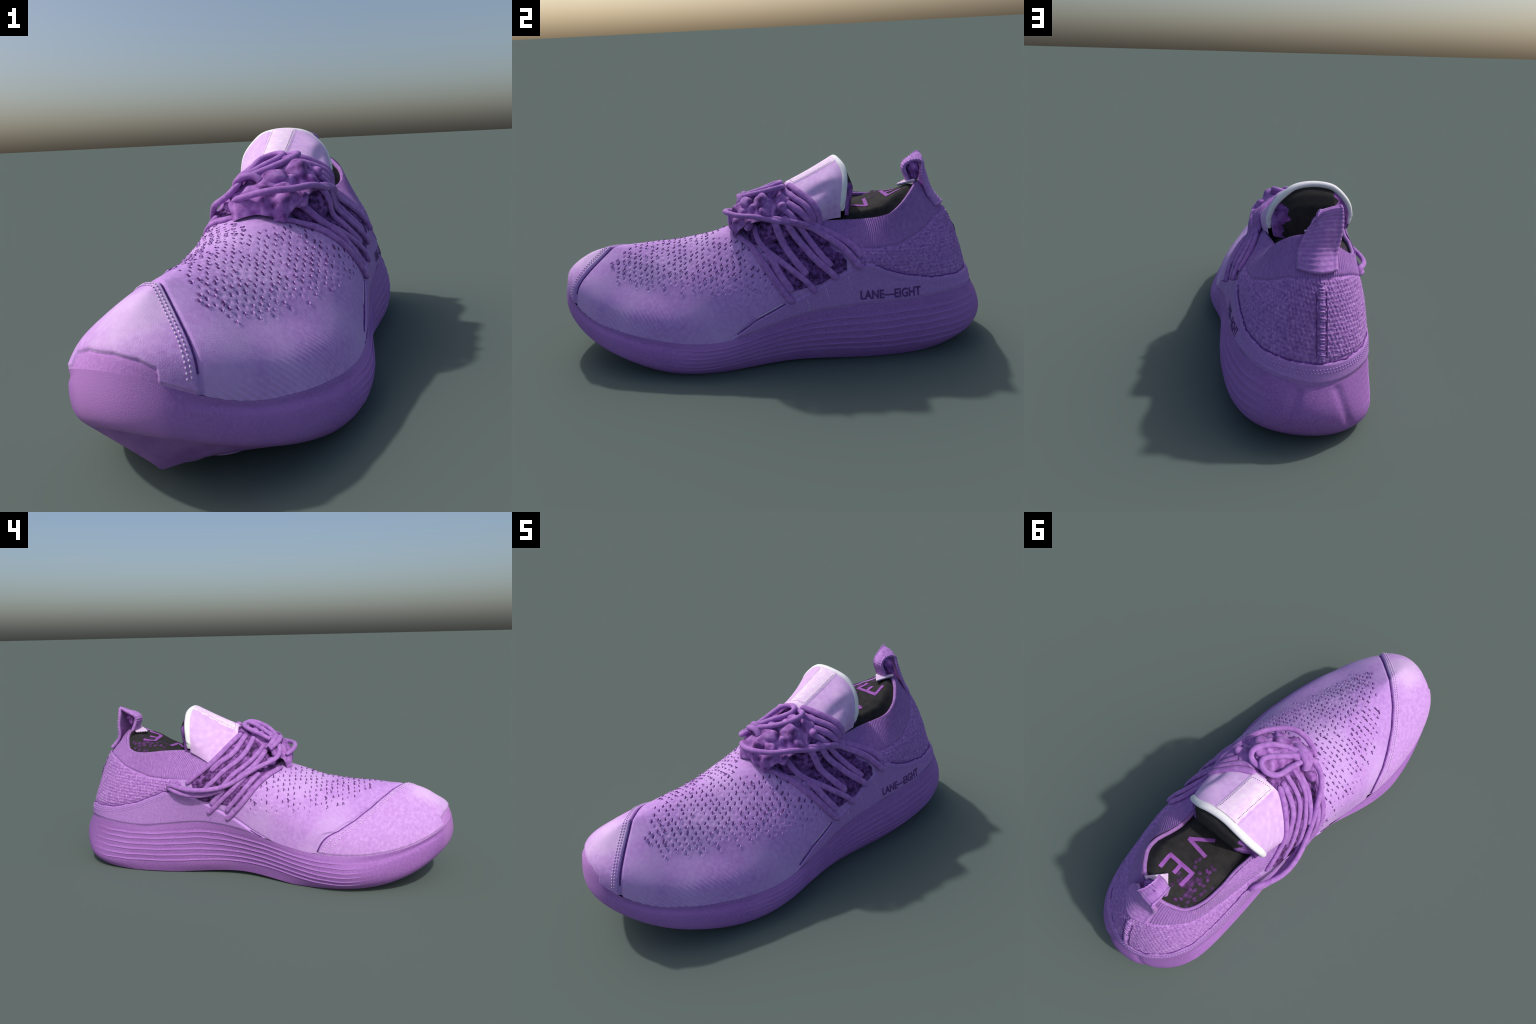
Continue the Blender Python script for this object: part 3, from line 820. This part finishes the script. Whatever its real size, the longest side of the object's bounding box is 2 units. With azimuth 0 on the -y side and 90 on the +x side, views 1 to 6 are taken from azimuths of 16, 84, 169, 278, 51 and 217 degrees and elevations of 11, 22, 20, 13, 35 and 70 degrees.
for k, L in enumerate(LACES_OUT):
    lay_lace(L, .0152 + .0015 * math.sin(k * 2.3), .0095, .007)
for k, L in enumerate(LACES_IN):
    lay_lace(L, .0128 + .0012 * math.sin(k * 1.7), .0095, .006)
# long strands: outer one from the knot down to the rear loop, inner hanging loop
lay_lace([(.129, -.043, .639), (.194, .048, .636), (.195, .157, .606), (.227, .215, .565), (.263, .282, .524), (.301, .327, .472), (.326, .371, .42)], .0155, .0105, .013)
TRAIL = [
    [(-.09, -.165, .62), (-.03, -.195, .637), (.05, -.196, .653), (.12, -.145, .655), (.17, -.07, .658), (.20, .02, .640), (.213, .09, .635), (.215, .16, .612)],
    [(-.07, -.125, .68), (-.125, -.13, .63), (-.17, -.10, .605), (-.210, -.031, .578), (-.243, .045, .536), (-.267, .123, .496), (-.286, .21, .480), (-.279, .306, .476), (-.243, .385, .484), (-.222, .42, .482), (-.212, .435, .455)],
    [(-.212, .430, .47), (-.245, .385, .458), (-.262, .31, .445), (-.265, .22, .45), (-.26, .14, .475)],
]
for L in TRAIL:
    v, f = tube(L, .0125, .0115, up=away, n=110, m=14, taper=.5)
    new_object("lace", v, f, M_LACE, shoe)
# bow loops lying flat on the tongue, and the wrap of the knot
BOW = [
    [(-.043, -.113, .698), (.039, -.073, .728), (.087, -.02, .750), (.1, .03, .763), (.083, .054, .763), (.053, .060, .756), (.02, .05, .746)],
    [(-.054, -.106, .70), (-.009, -.05, .728), (.036, .004, .752), (.045, .034, .763), (.026, .057, .766), (-.01, .060, .760), (-.04, .04, .748), (-.054, -.018, .724), (-.068, -.081, .694)],
    [(-.03, -.095, .70), (.03, -.045, .715), (.065, .01, .732), (.07, .04, .742)],
]
for L in BOW:
    v, f = tube(L, .0125, .0115, n=80, m=14)
    new_object("bow_loop", v, f, M_LACE, shoe)
for L in ([(.0, -.128, .68), (-.024, -.128, .698), (-.065, -.127, .694), (-.09, -.112, .676), (-.096, -.085, .65)],
          [(-.02, -.10, .69), (-.05, -.106, .708), (-.082, -.096, .69), (-.095, -.075, .66)]):
    v, f = tube(L, .015, .0125, n=50, m=14)
    new_object("knot_wrap", v, f, M_LACE, shoe)
# gathered knot: lumpy mass in front of and below the loops
K_ROWS = [
    [(.09, -.180, .54), (.05, -.195, .565), (.0, -.200, .572), (-.05, -.194, .565), (-.095, -.18, .545)],
    [(.125, -.165, .59), (.07, -.182, .625), (.01, -.192, .634), (-.05, -.184, .624), (-.11, -.162, .59)],
    [(.155, -.11, .625), (.10, -.125, .668), (.02, -.138, .680), (-.05, -.136, .668), (-.11, -.118, .62)],
    [(.185, -.03, .648), (.13, -.045, .708), (.045, -.06, .728), (-.03, -.07, .708), (-.09, -.06, .655)],
    [(.196, .06, .650), (.148, .05, .715), (.07, .035, .745), (-.015, .025, .728), (-.065, .02, .685)],
    [(.188, .125, .64), (.14, .118, .708), (.08, .105, .742), (.015, .09, .735), (-.03, .08, .705)],
]
KN = np.array(K_ROWS)
n1, n2 = 90, 110
ka = spline(np.arange(6), KN.reshape(6, -1), np.linspace(0, 5, n1)).reshape(n1, 5, 3)
KG = np.stack([spline(np.arange(5), ka[i], np.linspace(0, 4, n2)) for i in range(n1)])
KNR = grid_normals(KG, False)
if KNR[n1 // 2, n2 // 2, 2] < 0: KNR = -KNR
kx, ky, kz = KG[..., 0], KG[..., 1], KG[..., 2]
KD = .012 * np.sin(kx * 48 + 2.0 * np.sin(ky * 27)) * np.sin(ky * 42 + 1.6 * np.sin(kx * 33) + 1) + .003 * np.sin(kx * 90 + ky * 50) * np.sin(ky * 80) - .008
KV = KG + KNR * KD[..., None]
kv = KV.reshape(-1, 3); kf = grid_faces(n1, n2)
if (np.cross(kv[kf[:, 1]] - kv[kf[:, 0]], kv[kf[:, 2]] - kv[kf[:, 0]]) * KNR.reshape(-1, 3)[kf[:, 0]]).sum() < 0: kf = kf[:, ::-1]
new_object("lace_knot", kv, kf, M_KNOT, shoe)

# bulges of gathered lace on the front of the knot
LUMPS = [(.037, -.10, .685, .040), (.095, -.04, .708, .044), (.075, .005, .735, .032), (-.022, -.09, .682, .036), (.016, -.145, .648, .028), (.075, -.125, .650, .030),
         (-.003, -.165, .598, .030), (.128, -.105, .612, .030), (-.078, -.115, .622, .034), (-.118, -.09, .590, .028), (.145, -.03, .668, .032), (.15, .045, .69, .03)]
bmf = bmesh.new(); bmesh.ops.create_icosphere(bmf, subdivisions=4, radius=1.0)
ub = np.array([v.co[:] for v in bmf.verts]); uf = np.array([[v.index for v in f.verts] for f in bmf.faces]); bmf.free()
LV, LF = [], []
for k, (x, y_, z, r) in enumerate(LUMPS):
    nz = 1 + .10 * np.sin(ub[:, 0] * 3 + k) * np.sin(ub[:, 1] * 3.5 + 2 * k) + .05 * np.sin(ub[:, 2] * 5 + ub[:, 0] * 2 + k * 1.3)
    d = ub * nz[:, None] * np.array([1.15, .8, .85]) * r
    a = k * 1.1; c, s_ = math.cos(a) * .4, math.sin(a) * .4
    d[:, 0] += d[:, 2] * c; d[:, 2] += d[:, 1] * s_
    LV.append(d + np.array([x, y_, z])); LF.append(uf + k * len(ub))
o = new_object("lace_knot_bulge", np.concatenate(LV), np.concatenate(LF), M_KNOT, shoe); o["kind"] = "stuff"

# knit bed under the laces, coloured near black for the shadow between strands
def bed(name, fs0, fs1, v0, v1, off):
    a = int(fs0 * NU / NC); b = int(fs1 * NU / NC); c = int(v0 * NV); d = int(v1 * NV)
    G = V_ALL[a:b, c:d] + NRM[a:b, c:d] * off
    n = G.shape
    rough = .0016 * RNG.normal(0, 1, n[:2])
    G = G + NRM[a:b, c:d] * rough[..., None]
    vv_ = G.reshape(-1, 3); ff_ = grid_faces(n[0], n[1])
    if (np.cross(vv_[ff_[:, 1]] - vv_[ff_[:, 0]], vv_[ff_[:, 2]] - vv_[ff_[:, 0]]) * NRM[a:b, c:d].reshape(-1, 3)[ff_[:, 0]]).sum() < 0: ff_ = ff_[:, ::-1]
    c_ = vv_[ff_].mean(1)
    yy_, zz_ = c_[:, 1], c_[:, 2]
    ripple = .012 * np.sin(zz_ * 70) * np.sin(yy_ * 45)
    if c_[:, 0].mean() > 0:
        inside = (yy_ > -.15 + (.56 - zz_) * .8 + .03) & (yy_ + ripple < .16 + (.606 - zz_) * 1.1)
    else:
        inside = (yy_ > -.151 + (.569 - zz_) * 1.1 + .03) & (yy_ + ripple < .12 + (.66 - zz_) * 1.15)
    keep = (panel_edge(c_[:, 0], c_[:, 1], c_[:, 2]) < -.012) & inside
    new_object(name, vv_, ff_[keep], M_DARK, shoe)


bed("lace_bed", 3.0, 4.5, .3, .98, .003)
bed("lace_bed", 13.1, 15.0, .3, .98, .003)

# ------------------------------------------------------------------ heel pull tab
TABC = [  # outer edge, middle, inner edge going up the back and folding over to the front
    [(.134, .757, .630), (.07, .815, .63), (-.005, .795, .632)],
    [(.128, .722, .685), (.062, .762, .695), (-.018, .745, .69)],
    [(.114, .700, .735), (.052, .732, .755), (-.025, .727, .755)],
    [(.092, .696, .780), (.037, .716, .812), (-.030, .718, .815)],
    [(.064, .704, .818), (.02, .709, .842), (-.025, .712, .852)],
    [(.045, .665, .822), (.015, .668, .830), (-.022, .682, .832)],
    [(.042, .640, .80), (.012, .640, .802), (-.02, .652, .802)],
    [(.05, .650, .765), (.02, .648, .762), (-.015, .660, .76)],
    [(.06, .665, .735), (.02, .662, .73), (-.015, .675, .73)],
]
TC = np.array(TABC)
TC[2:6] += np.array([-.008, .010, 0])
n1, n2 = 90, 40
ka = spline(np.arange(len(TC)), TC.reshape(len(TC), -1), np.linspace(0, len(TC) - 1, n1)).reshape(n1, 3, 3)
PG = np.stack([spline(np.arange(3), ka[i], np.linspace(0, 2, n2)) for i in range(n1)])
PN = grid_normals(PG, False)
if PN[10, 20, 1] < 0: PN = -PN
w = np.linspace(0, 1, n1)[:, None]
PD = .0022 * np.sin(w * 2 * math.pi * 30) + .004 * np.exp(-((np.linspace(0, 1, n2)[None, :] - .06) / .03) ** 2) + .004 * np.exp(-((np.linspace(0, 1, n2)[None, :] - .94) / .03) ** 2)
OUTER = PG + PN * (PD + .006)[..., None]; INNER = PG - PN * .006
allv = np.concatenate([OUTER.reshape(-1, 3), INNER.reshape(-1, 3)])
f1 = grid_faces(n1, n2); f2 = grid_faces(n1, n2)[:, ::-1] + n1 * n2
if (np.cross(allv[f1[:, 1]] - allv[f1[:, 0]], allv[f1[:, 2]] - allv[f1[:, 0]]) * PN.reshape(-1, 3)[f1[:, 0]]).sum() < 0:
    f1 = f1[:, ::-1]; f2 = f2[:, ::-1]
rim = [i * n2 for i in range(n1)] + [(n1 - 1) * n2 + j for j in range(1, n2)] + [i * n2 + n2 - 1 for i in range(n1 - 2, -1, -1)] + [j for j in range(n2 - 2, 0, -1)]
fr = [(rim[i], rim[(i + 1) % len(rim)], rim[(i + 1) % len(rim)] + n1 * n2, rim[i] + n1 * n2) for i in range(len(rim))]
tab = new_object("pull_tab", allv, [tuple(a) for a in f1] + [tuple(a) for a in f2] + fr, M_TAB, shoe)
# crumpled fold that fills the loop
bmf = bmesh.new(); bmesh.ops.create_icosphere(bmf, subdivisions=5, radius=1.0)
fc = np.array([v.co[:] for v in bmf.verts]); ffc = [[v.index for v in f.verts] for f in bmf.faces]; bmf.free()
nz = 1 + .10 * np.sin(fc[:, 0] * 7 + 2 * fc[:, 2]) * np.sin(fc[:, 2] * 6 + 1) + .06 * np.sin(fc[:, 1] * 13 + fc[:, 2] * 9)
fv = fc * nz[:, None] * np.array([.040, .026, .052])
lean = fv[:, 2] / .052
fv = fv + np.stack([.030 - lean * .022, .682 + .004 * lean, .785 + 0 * lean], 1)
new_object("pull_tab_fold", fv, ffc, M_WING, tab)
# inner end of the tab strap lying inside the collar
S_IN = np.array([[(.095, .668, .742), (.04, .604, .712)], [(.05, .69, .735), (-.004, .651, .715)]])
a = np.linspace(0, 1, 30); b = np.linspace(0, 1, 16)
G = np.array([[S_IN[0, 0] * (1 - q) * (1 - p) + S_IN[0, 1] * q * (1 - p) + S_IN[1, 0] * (1 - q) * p + S_IN[1, 1] * q * p + np.array([0, 0, .004 * math.sin(p * 40) + .01]) for p in b] for q in a])
gv = G.reshape(-1, 3); gf = grid_faces(30, 16)
if np.cross(gv[gf[:, 1]] - gv[gf[:, 0]], gv[gf[:, 2]] - gv[gf[:, 0]])[:, 2].sum() < 0: gf = gf[:, ::-1]
ob = new_object("pull_tab_end", gv, gf, M_RIM, tab)
sm = ob.modifiers.new("s", "SOLIDIFY"); sm.thickness = .008
ob.data.materials[0] = M_STITCH

# ------------------------------------------------------------------ seam lines and stitching
def seam_curve(xs):
    P, Nn = [], []
    for x in xs:
        y_ = float(np.interp(x, SEAM_X, SEAM_Y))
        P.append((x, y_))
    return P


# toe seam groove cord + double row of pale stitches
def toe_line(offset, n=120):
    P, Nn = [], []
    xs = np.r_[np.linspace(-.347, -.29, 40), np.linspace(-.288, .063, 100)]
    S = np.array([(x, np.interp(x, SEAM_X, SEAM_Y)) for x in xs])
    k = np.ones(9) / 9
    pad = np.pad(S, ((4, 4), (0, 0)), mode="reflect", reflect_type="odd")
    S = np.stack([np.convolve(pad[:, i], k, "valid") for i in (0, 1)], 1)
    T = np.gradient(S, axis=0); T /= np.linalg.norm(T, axis=1, keepdims=True)
    Nrm = np.stack([T[:, 1], -T[:, 0]], 1)
    S2 = S + Nrm * offset
    for p in S2:
        # follow the surface from a point well above, aimed at the shoe's inner axis
        o = np.array([p[0] + (p[0] + .12) * .9, p[1] - .02, 1.0])
        h = UP_BVH.ray_cast(Vector((p[0], p[1], 1.0)), Vector((0, 0, -1)))
        if h[0] is None: continue
        P.append(np.array(h[0])); n = np.array(h[1]); Nn.append(n if n[2] > 0 else -n)
    return np.array(P), np.array(Nn)


P, Nn = toe_line(0.004 * -1)
LINE_UP = Nn
v, f = tube((P + Nn * .0005)[::3], .0045, .0035, up=lambda C: np.stack([np.interp(np.linspace(0, 1, len(C)), np.linspace(0, 1, len(Nn)), Nn[:, k]) for k in range(3)], 1), n=160, m=8)
new_object("toe_seam", v, f, M_SEAM, shoe)
for off in (.014, .024):
    P, Nn = toe_line(off)
    stitch_line(P + Nn * .002, Nn, .0125, .0042, .0026, .0022, M_STITCH, "toe_stitch", shoe)


def wall_line(ys, zs, side, dz):
    """points on the side of the upper at heights zs+dz for each y"""
    P, Nn = [], []
    for y_, z_ in zip(ys, zs):
        h = on_upper((side * 1.2, y_, z_ + dz), (-side, 0, 0))
        if h is None or h[0][0] * side < -.02: continue
        P.append(h[0]); Nn.append(h[1])
    return np.array(P), np.array(Nn)


for side, PY, PZ in ((1, PANEL_OUT_Y, PANEL_OUT_Z), (-1, PANEL_IN_Y, PANEL_IN_Z)):
    ys = np.linspace(-.20, .86 if side > 0 else .80, 160)
    zs = np.interp(ys, PY, PZ)
    P, Nn = wall_line(ys, zs, side, .004)
    m = (P[:, 1] < .02) | (P[:, 1] > .40)
    for mm in ((P[:, 1] < .02), (P[:, 1] > .42) & (P[:, 1] < .64)):
        Q, QN = P[mm], Nn[mm]
        v, f = tube(Q[::3], .0035, .003, up=lambda C: np.stack([np.interp(np.linspace(0, 1, len(C)), np.linspace(0, 1, len(QN)), QN[:, k]) for k in range(3)], 1), n=90, m=8)
        new_object("panel_seam", v, f, M_SEAM, shoe)
    for dz in (-.014, -.024):
        P, Nn = wall_line(ys, zs, side, dz)
        mm = (P[:, 1] > .42) & (P[:, 1] < .63)
        stitch_line(P[mm] + Nn[mm] * .001, Nn[mm], .0125, .004, .0024, .002, M_STITCH2, "panel_stitch", shoe)
def round_heel(dz, a0=-88, a1=88, n=120):
    """points round the back of the heel at the panel edge + dz"""
    P, Nn = [], []
    for a in np.radians(np.linspace(a0, a1, n)):
        d = np.array([math.sin(a), math.cos(a), 0]); z_ = .345
        for _ in range(4):
            c = np.array([.065, .62, z_])
            h = on_upper(c + d * 1.0, -d)
            if h is None: break
            z_ = h[0][2] + float(panel_edge(*h[0])) + dz
        if h is not None:
            P.append(h[0]); Nn.append(h[1])
    return np.array(P), np.array(Nn)


P, Nn = round_heel(.004)
QN = Nn
v, f = tube(P[::2], .0035, .003, up=lambda C: np.stack([np.interp(np.linspace(0, 1, len(C)), np.linspace(0, 1, len(QN)), QN[:, k]) for k in range(3)], 1), n=200, m=8)
new_object("panel_seam", v, f, M_SEAM, shoe)
for dz in (-.014, -.024):
    P, Nn = round_heel(dz)
    stitch_line(P + Nn * .001, Nn, .0125, .004, .0024, .002, M_STITCH2, "panel_stitch", shoe)
# ladder seam up the middle of the heel
LP, LN = [], []
for z_ in np.arange(.352, .60, .0105):
    xc = .068 - (z_ - .45) * .04
    h = on_upper((xc, 1.4, z_), (0, -1, 0))
    if h is not None:
        LP.append(h[0] + h[1] * .001); LN.append(h[1])
LP, LN = np.array(LP), np.array(LN)
v, f = blobs(LP, np.tile(np.array([1.0, 0, .12]), (len(LP), 1)), LN, .0145, .0030, .0030)
o = new_object("heel_ladder_stitch", v, f, M_STITCH2, shoe); o["kind"] = "stuff"
for sx in (-.019, .019):
    v, f = tube((LP + np.array([sx, -.002, 0]))[::3], .0022, .0022, up=lambda C: np.tile(np.array([0, 1.0, 0]), (len(C), 1)), n=60, m=6)
    new_object("heel_ladder_edge", v, f, M_SEAM, shoe)
# pale tube modelling the highlight along the front edge of the outer panel
ys = np.linspace(-.11, .02, 30); P, Nn = wall_line(ys, np.interp(ys, PANEL_OUT_Y, PANEL_OUT_Z), 1, .011)
QE = Nn
v, f = tube((P + Nn * .001)[::3], .0028, .0025, up=lambda C: np.stack([np.interp(np.linspace(0, 1, len(C)), np.linspace(0, 1, len(QE)), QE[:, k]) for k in range(3)], 1), n=60, m=8, taper=.8)
new_object("panel_edge_highlight_tube", v, f, M_STITCH, shoe)
# dashed eyelet stitching between the laces
EYE = [((.115, .325), (.125, .262)), ((.20, .365), (.215, .305)), ((.30, .41), (.315, .345))]
for side in (1, -1):
    for (ya, za), (yb, zb) in EYE:
        t = np.linspace(0, 1, 12)
        P, Nn = wall_line(ya + (yb - ya) * t, za + (zb - za) * t, side, 0.0)
        stitch_line(P + Nn * .001, Nn, .010, .0036, .0024, .002, M_STITCH if side > 0 else M_STITCH2, "eyelet_stitch", shoe)
# stitched line under the collar
for side in (1, -1):
    ys = np.linspace(.40, .74, 60); zs = np.interp(ys, COLLAR_Y, COLLAR_Z)
    P, Nn = wall_line(ys, zs, side, -.004)
    stitch_line(P, Nn, .0115, .0045, .003, .0022, M_STITCH2, "collar_stitch", shoe)

# ------------------------------------------------------------------ lettering pressed into the panel
def wall_text(body, y0, z0, y1, z1, height):
    cu = bpy.data.curves.new("txt", "FONT"); cu.body = body; cu.size = 1.0; cu.resolution_u = 4; cu.offset = .03
    to = bpy.data.objects.new("txt", cu); bpy.context.collection.objects.link(to)
    dg = bpy.context.evaluated_depsgraph_get(); me = bpy.data.meshes.new_from_object(to.evaluated_get(dg))
    bpy.data.objects.remove(to)
    bmx = bmesh.new(); bmx.from_mesh(me)
    bmesh.ops.triangulate(bmx, faces=bmx.faces[:])
    bmesh.ops.subdivide_edges(bmx, edges=[e for e in bmx.edges if e.calc_length() > .15], cuts=3, use_grid_fill=False)
    bmesh.ops.triangulate(bmx, faces=bmx.faces[:])
    xs = [v.co.x for v in bmx.verts]; ys_ = [v.co.y for v in bmx.verts]
    xa, xb, ya, yb = min(xs), max(xs), min(ys_), max(ys_)
    top = max(ys_)
    for v in bmx.verts:
        a = (v.co.x - xa) / (xb - xa); b = v.co.y / top
        yy_ = y0 + (y1 - y0) * a; zz_ = z0 + (z1 - z0) * a + b * height
        h = on_upper((1.2, yy_, zz_), (-1, 0, 0))
        v.co = Vector(h[0] + h[1] * .0012)
    me2 = bpy.data.meshes.new("lettering"); bmx.to_mesh(me2); bmx.free(); me2.materials.append(M_LETTER)
    ob = bpy.data.objects.new("lettering", me2); bpy.context.collection.objects.link(ob); ob.parent = shoe
    return ob


wall_text("LANE\u2014EIGHT", .352, .299, .628, .294, .038)

# ------------------------------------------------------------------ settle on the ground, centred
bpy.context.view_layer.update()
